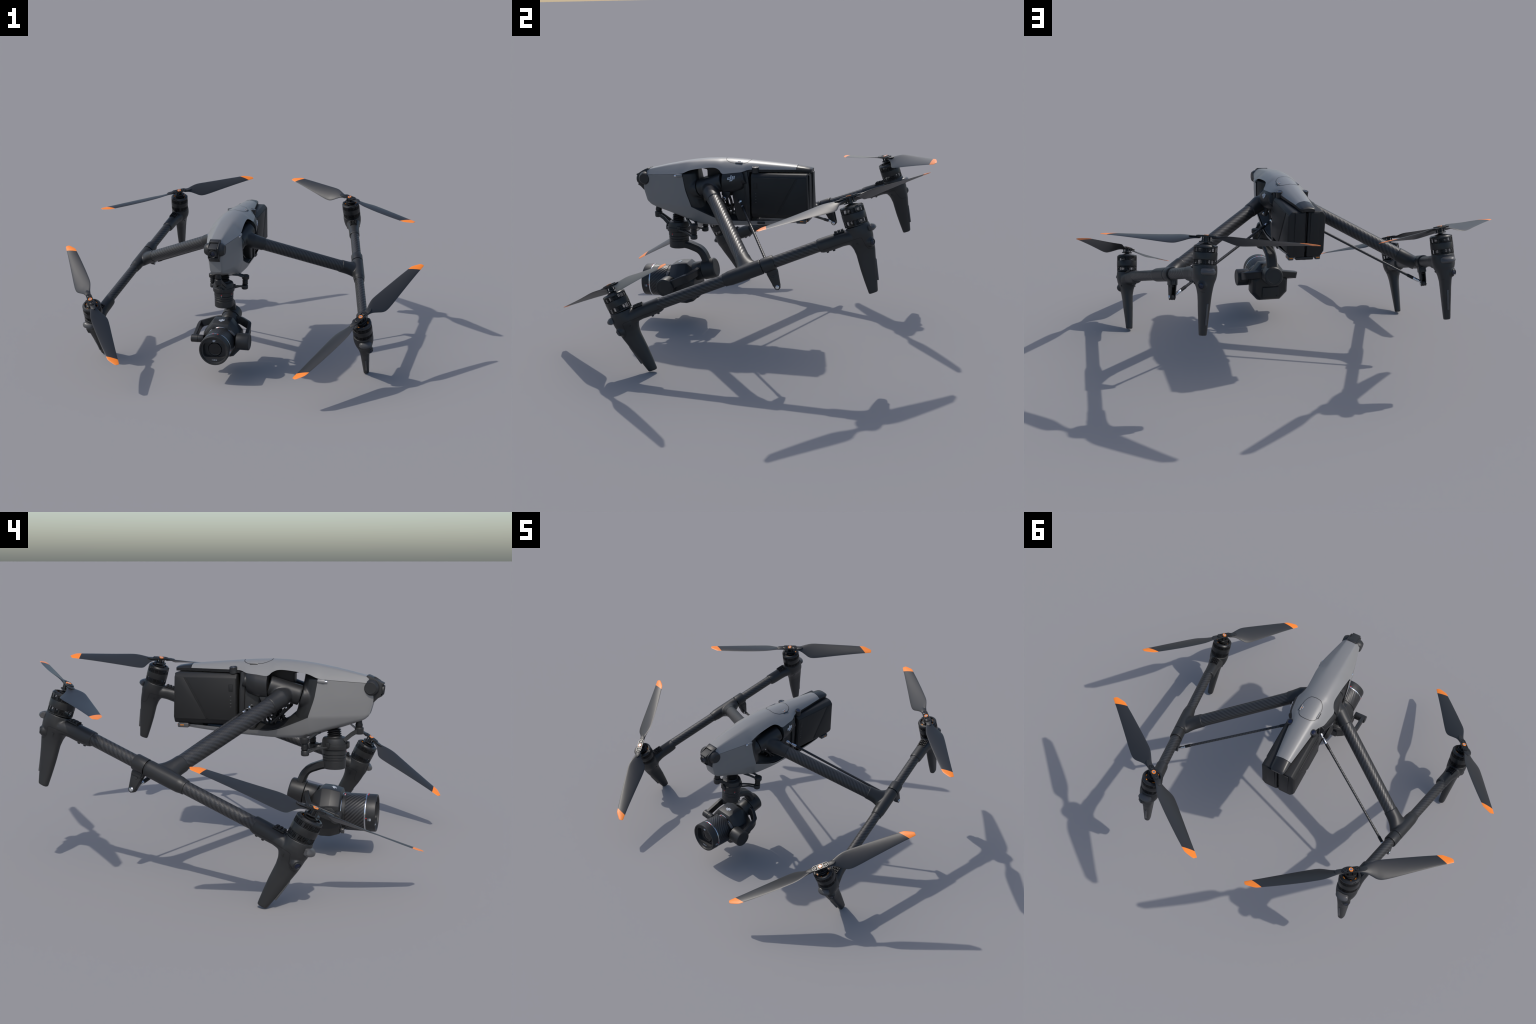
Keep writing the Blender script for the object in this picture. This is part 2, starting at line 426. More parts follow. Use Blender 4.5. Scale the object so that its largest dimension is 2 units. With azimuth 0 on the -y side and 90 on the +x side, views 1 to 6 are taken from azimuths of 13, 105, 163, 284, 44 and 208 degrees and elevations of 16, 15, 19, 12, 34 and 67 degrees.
for p in me.polygons:
    if p.normal.z > .15 or p.normal.x * p.center.x < -1e-5 and p.center.z > .505: p.material_index = 1
tray = add('belly_tray', me)

# dark tail cap that closes the hood
CAPST = [((0, .1985, .7890), (.0225, .1985, .7845), (.0398, .1985, .7712)), ((0, .232, .7845), (.0240, .232, .7808), (.0382, .232, .7705)),
         ((0, .254, .7805), (.0240, .254, .7770), (.0355, .254, .7700)), ((0, .2645, .7765), (.0215, .2645, .7745), (.0310, .2645, .7695)), ((0, .2670, .7735), (.0190, .2670, .7725), (.0280, .2670, .7690))]
bm = bmesh.new(); ring_loft(bm, [upper_ring(*s) for s in CAPST]); add('tail_cap', finish(bm, 'tail_cap', 30), mat=SATIN)
# trim strip below the hood lip
TRIM = [(.080, -.045, .756), (.066, -.022, .764), (.0655, .0, .766), (.0535, .10, .766), (.0412, .196, .766), (.0372, .245, .7645), (.0300, .2655, .7640)]
tp = catmull(TRIM, 5)
bm = bmesh.new()
ring_loft(bm, [[V((p.x, p.y, p.z + .0055)), V((p.x, p.y, p.z - .006)), V((-p.x, p.y, p.z - .006)), V((-p.x, p.y, p.z + .0055))] for p in tp])
add('hood_trim', finish(bm, 'hood_trim', 30), mat=BLACK)

# access hatch on the crown: a thin rounded lid following the shell, plus pull tab
def crown(x, y):
    """height of the upper shell at (x, y)"""
    ks = [V(s[0]) for s in UPPER]; i = 0
    while i < len(ks) - 2 and ks[i + 1].y < y: i += 1
    t = min(1, max(0, (y - UPPER[i][0][1]) / (UPPER[i + 1][0][1] - UPPER[i][0][1])))
    T, A, C = [V(UPPER[i][k]).lerp(V(UPPER[i + 1][k]), t) for k in range(3)]
    half = shell_half(T, A, C); ax = abs(x)
    for a, b in zip(half[:-1], half[1:]):
        if a.x <= ax <= b.x: return a.z + (b.z - a.z) * (ax - a.x) / max(1e-6, b.x - a.x)
    return C.z
def hatch_outline(f=1.):
    base = [(0, -.150), (.028, -.146), (.0475, -.118), (.0490, -.080), (.0460, -.052), (.030, -.034), (0, -.028)]
    half = catmull([(x, y, 0) for x, y in base], 5)
    cy = -.09
    pts = [(p.x * f, cy + (p.y - cy) * f) for p in half]
    return pts + [(-x, y) for x, y in pts[1:-1]][::-1]
def hatch_band(name, f0, f1, lift, mat, fill=False):
    bm = bmesh.new(); rings = []
    levels = [f0 + (f1 - f0) * i / 10 for i in range(11)] if fill else [f0, f1]
    for f in levels: rings.append([V((x, y, crown(x, y) + lift)) for x, y in hatch_outline(f)])
    ring_loft(bm, rings, cap0=False, cap1=fill)
    return finish(bm, name, 40, mat)
add('hatch_gap', hatch_band('hatch_gap', 1.012, .975, .0007, BLACK), shell)
tab = box('hatch_tab', (0, 0, 0), (.008, .036, .006), .0025, 3, GREY)
pair('hatch_tab', tab, (shell, shell), M=frame((.0475, -.078, crown(.0475, -.078) + .0005), (.75, 0, .66), (.66, 0, -.75)))
slot = box('hatch_slot', (0, 0, 0), (.004, .034, .006), .001, 1, BLACK)
pair('hatch_slot', slot, (shell, shell), M=frame((.0512, -.078, crown(.0512, -.078) - .0005), (.75, 0, .66), (.66, 0, -.75)))
bm = bmesh.new()
for i in range(3): bm_box(bm, (-.004, -.006 + .005 * i, 0), (.003, .0035, .0014))
add('printed_mark', finish(bm, 'printed_mark', 30, MARK), shell, M=frame((.041, -.078, crown(.041, -.078) + .0006), (.6, 0, .8), (.8, 0, -.6)))
bm = bmesh.new(); bm_box(bm, (.002, 0, 0), (.003, .006, .0014))
add('printed_arrow', finish(bm, 'printed_arrow', 30, ORANGE), shell, M=frame((.041, -.078, crown(.041, -.078) + .0006), (.6, 0, .8), (.8, 0, -.6)))

# side stub light beside the pocket
tube('navigation_light', (.0795, -.352, .7375), (.0825, -.392, .7345), [(0, 0), (.0085, 0), (.0085, .026), (.0070, .030), (0, .030)], (lower, lower), GREY, 24)
tube('navigation_lens', (.0795, -.352, .7375), (.0825, -.392, .7345), [(0, .029), (.0058, .029), (.0058, .036), (.0040, .040), (0, .0405)], (lower, lower), CHROME, 20)

# ------------------------------------------------------------------ inner frame in the side pockets
AX0, AX1 = V((.0430, -.275, .6715)), V((.0700, -.143, .7120))
axd = (AX1 - AX0).normalized()
bm = bmesh.new()
def pocket_wall(scale_x, dy):
    pts = [(.0810, -.354, .742), (.0825, -.340, .668), (.080, -.314, .590), (.062, -.300, .540), (0, -.300, .525)]
    half = fillet_poly([V((x * scale_x, y + dy, z)) for x, y, z in pts], [0, .02, .02, .02, 0], 4)
    half = [V((0, pts[0][1] + dy, .785)), V((.045 * scale_x, pts[0][1] + dy, .770))] + half
    return half + [V((-p.x, p.y, p.z)) for p in half[1:-1]][::-1]
ring_loft(bm, [pocket_wall(.985, -.010), pocket_wall(.975, .004), pocket_wall(.92, .020), pocket_wall(.80, .040), pocket_wall(.62, .056), pocket_wall(.48, .063)])
for sx in (1, -1):     # flared sockets that carry the arm pivots
    a = V((AX0.x * sx, AX0.y, AX0.z)); d = V((axd.x * sx, axd.y, axd.z))
    bm_revolve(bm, [(0, -.060), (.030, -.060), (.041, -.040), (.0445, -.022), (.0445, -.010), (.0435, -.0015), (0, -.0015)], 48, frame(a, d))
add('front_bulkhead', remesh(bm, 'front_bulkhead', .003, 14, DARK))
# roof keel and rear core between the two arms
core = prism('pocket_roof', [(-.243, .700), (-.243, .760), (-.30, .772), (-.345, .768), (-.345, .782), (-.20, .797), (-.02, .797), (-.02, .700)], -.030, .030, .004, 2)
add('pocket_roof', core, mat=BLACK, M=Matrix(((0, 0, 1, 0), (1, 0, 0, 0), (0, 1, 0, 0), (0, 0, 0, 1))))
# rear bulkhead in front of the batteries
me = prism('rear_bulkhead', [(-.104, .600), (-.118, .690), (-.05, .765), (-.022, .765), (-.020, .520), (-.085, .520), (-.098, .560)], -.070, .070, .010, 3)
add('rear_bulkhead', me, mat=DARK, M=YZ)
# cover over the rear pivot, flush with the hood lip
COV = [(-.146, ((.0985, .753), (.1085, .738), (.1135, .720), (.1115, .695), (.1030, .675), (.085, .660), (.05, .655))),
       (-.100, ((.0940, .757), (.1045, .743), (.1095, .727), (.1085, .705), (.1000, .684), (.083, .668), (.05, .660))),
       (-.0600, ((.0872, .761), (.0955, .750), (.0990, .735), (.0980, .715), (.0900, .695), (.075, .680), (.05, .670))),
       (-.0520, ((.0820, .760), (.0880, .749), (.0910, .735), (.0900, .716), (.0830, .698), (.070, .685), (.05, .675)))]
rings = []
for y, ps in COV:
    c = catmull([(x, 0, z) for x, z in ps], 4)
    rings.append([V((.015, y, .757)), V((ps[0][0] - .006, y, ps[0][1] + .001))] + [V((p.x, y, p.z)) for p in c] + [V((.015, y, .665))])
pair('pivot_cover', loft('pivot_cover', rings, 40, DARK))
tube('pivot_cap', V((.068, -.075, .720)), V((.075, -.03, .735)), [(0, 0), (.026, 0), (.026, .034), (.0235, .037), (.0, .037)], None, DARK, 40)
add('wordmark', logo_mesh(.0250, .0012, MARK), M=frame((.1087, -.0950, .7305), (.975, .11, .13), (-.11, 1, .10)))
pair('link_hanger', prism('link_hanger', [(-.152, .668), (-.150, .628), (-.140, .618), (-.128, .628), (-.110, .668)], .078, .094, .004, 2, DARK), M=YZ)
tube('hanger_pin', (.090, -.1420, .6355), (.1, -.142, .6355), [(0, 0), (.0085, 0), (.0085, .007), (.0065, .009), (0, .009)], None, CHROME, 20)
# bracket column and cheek next to the battery
me = prism('battery_frame', [(-.052, .765), (-.030, .765), (-.022, .690), (-.020, .525), (-.040, .525), (-.046, .680)], .060, .078, .004, 2)
pair('battery_frame', me, mat=DARK, M=YZ)

# moulded floor of the pocket, rising into the front bulkhead
FLOOR = [(-.318, .082, .588, .640), (-.290, .080, .574, .632), (-.262, .0785, .563, .612), (-.245, .078, .556, .597), (-.222, .0775, .547, .577), (-.182, .0765, .534, .557), (-.150, .0755, .527, .550), (-.100, .0735, .526, .548), (-.018, .072, .528, .548)]
rings = []
for y, xr, zr, zc in FLOOR:
    half = fillet_poly([V((0, y, zc)), V((.030, y, zc)), V((.056, y, zr + .30 * (zc - zr))), V((xr - .0035, y, zr + .001)), V((xr - .012, y, zr - .008))], [0, .02, .02, .004, 0], 4)
    ring = half + [V((0, y, .505))]
    rings.append(ring + [V((-p.x, p.y, p.z)) for p in ring[1:-1]][::-1])
add('pocket_floor', loft('pocket_floor', rings, 40, DARK))
# lead-screw and links that raise the arms
bm = bmesh.new()
bm_revolve(bm, rod(.007, 0, .11), 16, frame((0, -.205, .545), (0, .45, 1)))
for i in range(9): bm_revolve(bm, rod(.0105, .012 + i * .0095, .0165 + i * .0095, .001), 16, frame((0, -.205, .545), (0, .45, 1)))
for sx in (-1, 1):
    bar_path(bm, [V((sx * .060, -.185, .672)), V((sx * .045, -.175, .615)), V((sx * .022, -.160, .575)), V((sx * .012, -.150, .555))], .010, .014)
    bar_path(bm, [V((sx * .050, -.140, .668)), V((sx * .038, -.125, .615)), V((sx * .030, -.120, .560)), V((sx * .028, -.140, .530))], .008, .011)
    bar_path(bm, [V((sx * .030, -.195, .560)), V((sx * .034, -.150, .575)), V((sx * .030, -.115, .590))], .008, .010)
    bm_revolve(bm, rod(.011, -.008, .008, .002), 20, frame((sx * .026, -.160, .575), (1, 0, 0)))
    for o in (-.009, .009):
        bar_path(bm, [V((sx * (.046 + o * .4), -.158 + o, .552)), V((sx * .044, -.185, .583)), V((sx * .040, -.215 - o * .6, .617)), V((sx * .038, -.224, .632))], .008, .008)
bm_box(bm, (0, -.150, .650), (.055, .05, .026))
add('lifting_linkage', finish(bm, 'lifting_linkage', 35), mat=BLACK)
bm = bmesh.new()
bm_revolve(bm, [(0, 0), (.0045, 0), (.0045, .006), (.003, .007), (0, .007)], 16, frame((.044, -.214, .620), (1, 0, 0)))
pair('linkage_pin', finish(bm, 'linkage_pin', 35), mat=CHROME)

# ------------------------------------------------------------------ nose camera
HOUS = [(-.541, .7580), (-.548, .7590), (-.574, .7480), (-.592, .7370), (-.6030, .7270), (-.6045, .7200), (-.6020, .7020), (-.6005, .6830), (-.6010, .6760), (-.589, .6680), (-.573, .6510), (-.560, .6530), (-.552, .70)]
bm = bmesh.new()
for sx in (1, -1): bm_prism(bm, HOUS, .0222 * sx, .0275 * sx, YZ)
bm_prism(bm, [(-.541, .7580), (-.548, .7590), (-.571, .7503), (-.568, .7420), (-.541, .745)], -.0225, .0225, YZ)
bm_prism(bm, [(-.605, .6790), (-.6052, .6757), (-.590, .6678), (-.573, .6508), (-.560, .6528), (-.560, .668), (-.590, .676)], -.0225, .0225, YZ)
bmesh.ops.recalc_face_normals(bm, faces=bm.faces[:]); bevel(bm, .0022, 2)
nose = add('nose_camera', finish(bm, 'nose_camera', 35, DARK))
tube('side_cap', (.012, -.561, .7106), (.06, -.561, .7106), [(0, 0), (.0340, 0), (.0340, .014), (.0310, .027), (.0245, .0370), (.0225, .0390), (.0218, .0383), (0, .0383)], (nose, nose), DARK, 48)
add('inner_well', prism('inner_well', [(-.545, .752), (-.585, .735), (-.594, .71), (-.590, .675), (-.56, .66), (-.545, .70)], -.0224, .0224, .001, 1, BLACK), nose, M=YZ)
add('tilt_block', prism('tilt_block', [(-.570, .7450), (-.595, .7350), (-.6110, .7275), (-.6115, .7235), (-.6065, .7200), (-.6045, .6860), (-.598, .6800), (-.575, .6800)], -.0212, .0212, .005, 3, DARKM), nose, M=YZ)
NL = frame((0, -.5980, .7010), (0, -1, -.10), (1, 0, 0))
add('lens_tube', revolve('lens_tube', [(0, 0), (.0205, 0), (.0205, .0110), (.0190, .0140), (.0172, .0140), (.0160, .0120), (.0122, .0115), (.0112, .009), (0, .009)], 40, 30, DARK), nose, M=NL)
add('lens_glass', revolve('lens_glass', [(0, .0125), (.005, .0117), (.0108, .0090)], 32, 60, LENS), nose, M=NL)
bm = bmesh.new()
for sx in (1, -1): bm_revolve(bm, rod(.0022, 0, .003), 10, frame((sx * .0135, -.6045, .7215), (0, -1, .2)))
add('sensor_dot', finish(bm, 'sensor_dot', 35, BLACK), nose)

# ------------------------------------------------------------------ batteries
def battery():
    bm = bmesh.new(); x0, x1 = .0045, .0865
    rings = []
    for y, d in ((-.013, 0), (.2560, 0)):
        poly = [(x0, .5430), (x1 - .016, .5430), (x1 - .001, .5680), (x1, .5700), (x1, .7400), (x1 - .0145, .7560), (x0, .7560)]
        rings.append([V((x, y + (.755 - z) * .035 * (y > 0), z)) for x, z in poly])
    ring_loft(bm, rings)
    bmesh.ops.recalc_face_normals(bm, faces=bm.faces[:]); bevel(bm, .0055, 3, 30)
    return finish(bm, 'battery', 30, BATT)
bats = pair('battery', battery())
plate = prism('side_panel', [(-.009, .5640), (.108, .5640), (.205, .7370), (-.009, .7370)], .0855, .0890, .0028, 2, BATT)
pair('side_panel', plate, bats, M=YZ)
plate2 = prism('side_panel', [(.119, .5640), (.253, .5640), (.253, .7370), (.216, .7370)], .0855, .0878, .0014, 2, BATT)
pair('side_panel', plate2, bats, M=YZ)
ri = box('rear_rib', (.0365, .2605, .6515), (.042, .005, .200), .0015, 2, BATT); pair('rear_rib', ri, bats)
btn = box('button', (.0893, .0110, .6985), (.002, .0155, .027), .0025, 3, BATT); pair('button', btn, bats)
rim = bmesh.new()
ring_loft(rim, [[V((.0896, .0110 + sx * (.0078 + o), .6985 + sz * (.0136 + o))) for sx, sz in ((-1, -1), (1, -1), (1, 1), (-1, 1))] for o in (0, .0014)], False, False)
pair('button_gap', finish(rim, 'button_gap', 30, BLACK), bats)
for i in range(4):
    pair('charge_light', box('charge_light', (.0890, .0115, .6620 - .0140 * i), (.0012, .0055, .0026), .0005, 1, CLIP), bats)
add('battery_divider', box('battery_divider', (0, .10, .655), (.0045, .30, .185), .001, 1, BLACK))
lt = box('battery_latch', (.064, .2250, .5330), (.026, .048, .020), .005, 3, CLIP); pair('battery_latch', lt)
bm = bmesh.new(); bm_box(bm, (.064, .2497, .534), (.016, .001, .004)); bm_box(bm, (.0775, .228, .534), (.001, .016, .003)); pair('latch_mark', finish(bm, 'latch_mark', 30, COPPER))
add('belly_plate', box('belly_plate', (0, .200, .532), (.085, .105, .016), .005, 2, DARK))
sd = box('side_slot', (.0705, .030, .519), (.008, .038, .014), .004, 2, DARK); pair('side_slot', sd)

# upward vision sensors on the shoulder
KN = V((.0610, .0055, .7650)); kd = V((.16, .05, 1))
kn = tube('vision_sensor', KN, KN + kd, [(0, -.006), (.0185, -.006), (.0168, .006), (.0163, .010), (.0163, .0175), (.0148, .0195), (.0120, .0195), (.0105, .0178), (0, .0178)], None, DARK, 32)
tube('sensor_lens', KN, KN + kd, [(.0105, .0181), (.006, .0190), (0, .0194)], kn, LENS, 24)

# ================================================================== ARMS, BOOMS
JO, JI = V((.6180, .1270, .4315)), V((.1600, -.1675, .6395))
ad = (JI - JO).normalized()
arm_len = (JI - JO).length
OUT = .105   # collar of the tee along the arm
arms = tube('side_arm', JO, JI, rod(.0318, OUT - .02, arm_len + .02), None, CARBON_ARM, 64, x=(0, 0, 1), mat2=CARBON_ARM_M)

bdir = V((-.183, .9195, .348)).normalized()
nrm = V((-.08, -.326, .942)); nrm = (nrm - bdir * nrm.dot(bdir)).normalized()
lat = bdir.cross(nrm)
BO = V((.6423, .087, .4265)) + lat * -.007
def boom_frame(o=BO):
    """local x = outboard, y = rearward along the boom, z = up"""
    return Matrix(((lat.x, bdir.x, nrm.x, o.x), (lat.y, bdir.y, nrm.y, o.y), (lat.z, bdir.z, nrm.z, o.z), (0, 0, 0, 1)))
BF = boom_frame(); BFi = BF.inverted()
booms = tube('boom', BO - bdir * .37, BO + bdir * .37, rod(.0250, 0, .74), None, CARBON_BOOM, 56, x=nrm, mat2=CARBON_BOOM_M)

# tee joint: boom sleeve and arm sleeve blended together
bm = bmesh.new()
bm_revolve(bm, [(0, -.068), (.0285, -.068), (.0285, -.056), (.0315, -.040), (.0320, .0), (.0320, .105), (0, .105)], 56, frame(BO, bdir))
TF = frame(JO, ad, bdir); rings = []     # flared arm sleeve: wide along the boom, arm-sized across it
for d, a, b in ((.002, .066, .0300), (.016, .062, .0315), (.026, .054, .0325), (.036, .0470, .0330), (.047, .0415, .0335), (.060, .0375, .0342), (.075, .0352, .0345), (OUT, .0346, .0346)):
    rings.append([TF @ V((x, y, d)) for x, y in superellipse(0, 0, a, b, 48, 2)])
ring_loft(bm, rings)
me = remesh(bm, 'tee_joint', .0028, 10, DARK)
tees = pair('tee_joint', me, mat=DARK)
# clamp ring and strut bracket
clamps = tube('strut_clamp', BO, BO + bdir, [(.026, .1085), (.0315, .1085), (.0318, .111), (.0318, .157), (.0305, .160), (.0255, .160), (.0255, .158)], None, DARK, 56)
bm = bmesh.new()
PINL = V((-.009, .1344, -.1027))
for sx in (-1, 1):
    ps = [(.114, -.018), (.158, -.018), (.160, -.040), (.1475, -.103), (.1440, -.112), (.1344, -.1165), (.1250, -.112), (.1215, -.103), (.112, -.040)]
    bm_prism(bm, ps, -.0015, .0035, Matrix(((0, 0, sx, PINL.x + sx * .0095), (1, 0, 0, 0), (0, 1, 0, 0), (0, 0, 0, 1))))
bm_box(bm, (PINL.x, .136, -.034), (.034, .042, .030)); bm_box(bm, (PINL.x, .122, -.070), (.018, .008, .05))
bm_revolve(bm, [(0, -.012), (.008, -.011), (.0128, -.006), (.0132, 0), (.0128, .006), (.008, .011), (0, .012)], 24, frame(PINL, (1, 0, 0)))
bmesh.ops.recalc_face_normals(bm, faces=bm.faces[:]); bevel(bm, .0015, 2)
brs = pair('strut_bracket', finish(bm, 'strut_bracket', 30, DARK), clamps, M=BF)
me = revolve('bracket_screw', rod(.0075, -.0145, .0145, .0015), 24, 30, DARKM)
pair('bracket_screw', me, clamps, M=BF @ frame((PINL.x, .1330, -.0530), (1, 0, 0)))
me = revolve('bracket_pin', [(0, -.017), (.0050, -.017), (.0085, -.014), (.0085, .014), (.0050, .017), (.003, .017), (.003, .015), (0, .015)], 24, 30, CHROME)
pair('bracket_pin', me, clamps, M=BF @ frame(PINL, (1, 0, 0)))

# strut rods
RP = BF @ PINL; RB = V((.0710, -.0702, .6196)); rd = (RB - RP).normalized(); rl_ = (RB - RP).length
rods = tube('strut_rod', RP, RB, rod(.0063, .05, rl_ - .05), None, CARBON_ROD, 24)
tube('rod_ferrule', RP, RB, [(0, .022), (.0055, .022), (.0075, .025), (.0075, .052), (.0065, .054), (0, .054)], rods, CHROME, 24)
tube('rod_ferrule', RP, RB, [(0, rl_ - .052), (.0068, rl_ - .052), (.0075, rl_ - .050), (.0075, rl_ - .024), (.0055, rl_ - .020), (0, rl_ - .020)], rods, CHROME, 24)
tube('rod_end', RP, RB, [(0, -.002), (.0038, -.002), (.0038, .024), (0, .024)], rods, CHROME, 16)
tube('rod_end', RP, RB, [(0, rl_ - .024), (.0045, rl_ - .024), (.0045, rl_ - .012), (.0095, rl_ - .008), (.0105, rl_), (.0095, rl_ + .008), (0, rl_ + .010)], rods, CHROME, 16)
tube('rod_sleeve', RP, RB, rod(.0078, rl_ - .085, rl_ - .052, .001), rods, BLACK, 24)
tube('rod_sleeve', RP, RB, rod(.0078, .054, .085, .001), rods, BLACK, 24)
tube('rod_anchor', (.050, -.069, .6196), (.08, -.069, .6196), [(0, 0), (.022, 0), (.019, .012), (.0165, .0165), (.012, .0165), (.010, .014), (0, .014)], None, DARK, 32)

# arm root: pivot barrel and arm sleeve blended together
bm = bmesh.new()
alen = (AX1 - AX0).length
bm_revolve(bm, [(0, .0), (.0415, .0), (.0425, .003), (.0420, alen * .5), (.0430, alen - .004), (0, alen - .004)], 56, frame(AX0, axd))
bm_revolve(bm, [(0, -.128), (.020, -.128), (.0320, -.108), (.0370, -.085), (.0400, -.072), (.0375, -.052), (.0355, -.03), (.0347, 0), (0, 0)], 56, frame(JI, -ad))
me = remesh(bm, 'arm_root', .0028, 20, DARK)
pair('arm_root', me, mat=DARK)

# ------------------------------------------------------------------ motor pods with landing legs
ML = -.003   # lateral offset of the pod from the boom axis
LEG = [  # h, s inner, s outer, half width, lateral shift
    (-.2620, .4855, .5205, .0125, -.0125), (-.2590, .4830, .5230, .0150, -.0125), (-.200, .4835, .5410, .0180, -.0105), (-.150, .4855, .5560, .0210, -.0085), (-.120, .4880, .5640, .0225, -.0075),
    (-.090, .4905, .5730, .0250, -.006), (-.065, .4890, .5785, .0300, -.005), (-.050, .4850, .5810, .0355, -.004), (-.040, .4800, .5830, .0400, -.004), (-.030, .4780, .5860, .0450, -.004),
    (-.012, .4800, .5885, .0495, -.004), (.005, .4840, .5885, .0510, -.004), (.0265, .4860, .5860, .0500, -.004)]
def leg_mesh():
    bm = bmesh.new(); rings = []
    for h, s0, s1, w, lo in LEG:
        e = 2.0 + .7 * min(1, max(0, -(h) / .06))
        rings.append([V((x, y, h)) for x, y in superellipse(lo, (s0 + s1) / 2, w, (s1 - s0) / 2, 40, e)])
    ring_loft(bm, rings)
    # sleeve that takes the boom tube, deeper towards the leg
    SL = [(.3565, .0270, -.0275, .0275), (.3590, .0285, -.0300, .0290), (.372, .0285, -.0345, .0295), (.40, .0280, -.0370, .0300), (.43, .0270, -.0370, .0305),
          (.455, .0250, -.0365, .0330), (.475, .0230, -.0390, .0370), (.500, .0200, -.0480, .0400)]
    rings = []
    for s, t, b, w in SL:
        rings.append([V((x - .0015, s, z)) for x, z in superellipse(0, (t + b) / 2, w, (t - b) / 2, 36, 2.25)])
    ring_loft(bm, rings)
    # sensor boss on the outboard corner
    bm_revolve(bm, [(0, -.05), (.024, -.05), (.0215, -.004), (.0180, .005), (0, .005)], 32, frame((.022, .5690, -.056), SENS))
    return remesh(bm, 'landing_leg', .0026, 8, LEGMAT)
SENS = V((.62, .75, -.22))
LEGM = leg_mesh()

def motor_meshes():
    """all in a frame with z along the motor axis, origin at the base of the can"""
    H = .0825; R = .0500
    bm = bmesh.new()     # solid rings of the can
    bm_revolve(bm, [(.046, .0245), (R, .0255), (R + .0004, .0275), (R + .0004, .0520), (R, .0540), (.046, .055), (.046, .0245)], 64)
    bm_revolve(bm, [(0, 0), (.0478, 0), (R - .0005, .0015), (R - .0005, .0050), (.046, .0060), (0, .0060)], 64)
    bm_revolve(bm, [(.046, H - .010), (R - .0005, H - .009), (R - .0005, H - .0035), (R - .0060, H + .0020), (.0375, H + .0030), (.0355, H + .001), (.0355, H - .006), (.046, H - .006), (.046, H - .010)], 64)
    can = finish(bm, 'motor', 30, SATIN)
    bm = bmesh.new()     # vent cages: thin hoops and ribs
    for z0, z1 in ((.006, .0245), (.055, H - .010)):
        n = 4
        for i in range(n):
            z = z0 + (z1 - z0) * (i + .5) / n
            bm_revolve(bm, [(.0480, z - .0009), (.0496, z - .0009), (.0496, z + .0009), (.0480, z + .0009), (.0480, z - .0009)], 64)
        for k in range(15):
            w = .0085 if k % 5 == 0 else .0020
            bm_box(bm, (.0476, 0, (z0 + z1) / 2), (.0034, w, z1 - z0), Matrix.Rotation(2 * math.pi * k / 15, 4, 'Z'))
    cage = finish(bm, 'vent_cage', 30, BLACK)
    bm = bmesh.new()     # stator and spokes
    bm_revolve(bm, [(0, .004), (.030, .004), (.030, .007), (.014, .009), (.014, .022), (.040, .024), (.040, .056), (.014, .058), (.012, H - .012), (.034, H - .009), (.034, H - .006), (0, H - .006)], 40)
    for k in range(3):
        bm_box(bm, (.034, 0, H - .003), (.030, .014, .006), Matrix.Rotation(2 * math.pi * k / 3 + .5, 4, 'Z'))
    core = finish(bm, 'stator', 30, BLACK)
    bm = bmesh.new()     # visible copper windings inside the crown
    for k in range(9):
        a = 2 * math.pi * k / 9
        if k % 3 == 2: continue
        bm_box(bm, (.0318, 0, H - .0055), (.0045, .013, .004), Matrix.Rotation(a, 4, 'Z'))
    coil = finish(bm, 'winding', 30, COPPER)
    bm = bmesh.new()     # balance mark on the crown
    bm_box(bm, (.0445, 0, H - .0006), (.004, .003, .0016)); mark = finish(bm, 'crown_mark', 30, MARK)
    return can, cage, core, coil, mark
MOT = motor_meshes()

def blade_mesh():
    ST = [  # radius, leading, trailing, pitch deg, thickness, z
        (.030, .0130, .0130, 6, .0090, .0005), (.050, .0140, .0150, 12, .0085, .0002), (.070, .0190, .0210, 21, .0075, -.0005), (.092, .0270, .0340, 25, .0065, -.0025), (.118, .0350, .0510, 25, .0058, -.0045),
        (.145, .0385, .0560, 23, .0054, -.0055), (.190, .0385, .0520, 20.5, .0050, -.0065), (.240, .0375, .0455, 18, .0044, -.0070), (.300, .0355, .0380, 15.5, .0040, -.0070), (.360, .0330, .0310, 13, .0036, -.0065),
        (.410, .0300, .0255, 11, .0032, -.0060), (.438, .0285, .0228, 10, .0028, -.0055), (.452, .0240, .0218, 9.5, .0027, -.0053), (.470, .0140, .0200, 9, .0025, -.0050), (.482, .0070, .0188, 9, .0022, -.005), (.488, .0020, .0175, 9, .0020, -.005), (.4900, -.0010, .0160, 8, .0014, -.005)]
    keys = [V((a, b, c)) for _, a, b, c, _, _ in ST]
    rr = catmull([(s[0], s[1], s[2]) for s in ST], 4); qq = catmull([(s[3], s[4], s[5]) for s in ST], 4)
    rings = []; N = 10
    for (r, le, te), (pitch, th, z0) in zip(rr, qq):
        c = math.radians(pitch); ring = []
        def pt(f, up):
            y = le - (le + te) * f
            prof = 4 * f * (1 - f)
            camber = .035 * (le + te) * prof
            z = camber + up * (th / 2) * (max(0, prof) ** .5) 
            # rotate about the span axis: leading edge rises
            return V((r, y * math.cos(c) - z * math.sin(c), z0 + y * math.sin(c) + z * math.cos(c)))
        fs = [(.5 - .5 * math.cos(math.pi * i / N)) for i in range(N + 1)]
        ring = [pt(f, 1) for f in fs] + [pt(f, -1) for f in fs[1:-1]][::-1]
        rings.append(ring)
    return loft('propeller_blade', rings, 50, BLADE)
BL = blade_mesh()
BL_REV = mirrored_mesh(BL, 1); BL_REV.materials[0] = BLADE_REV

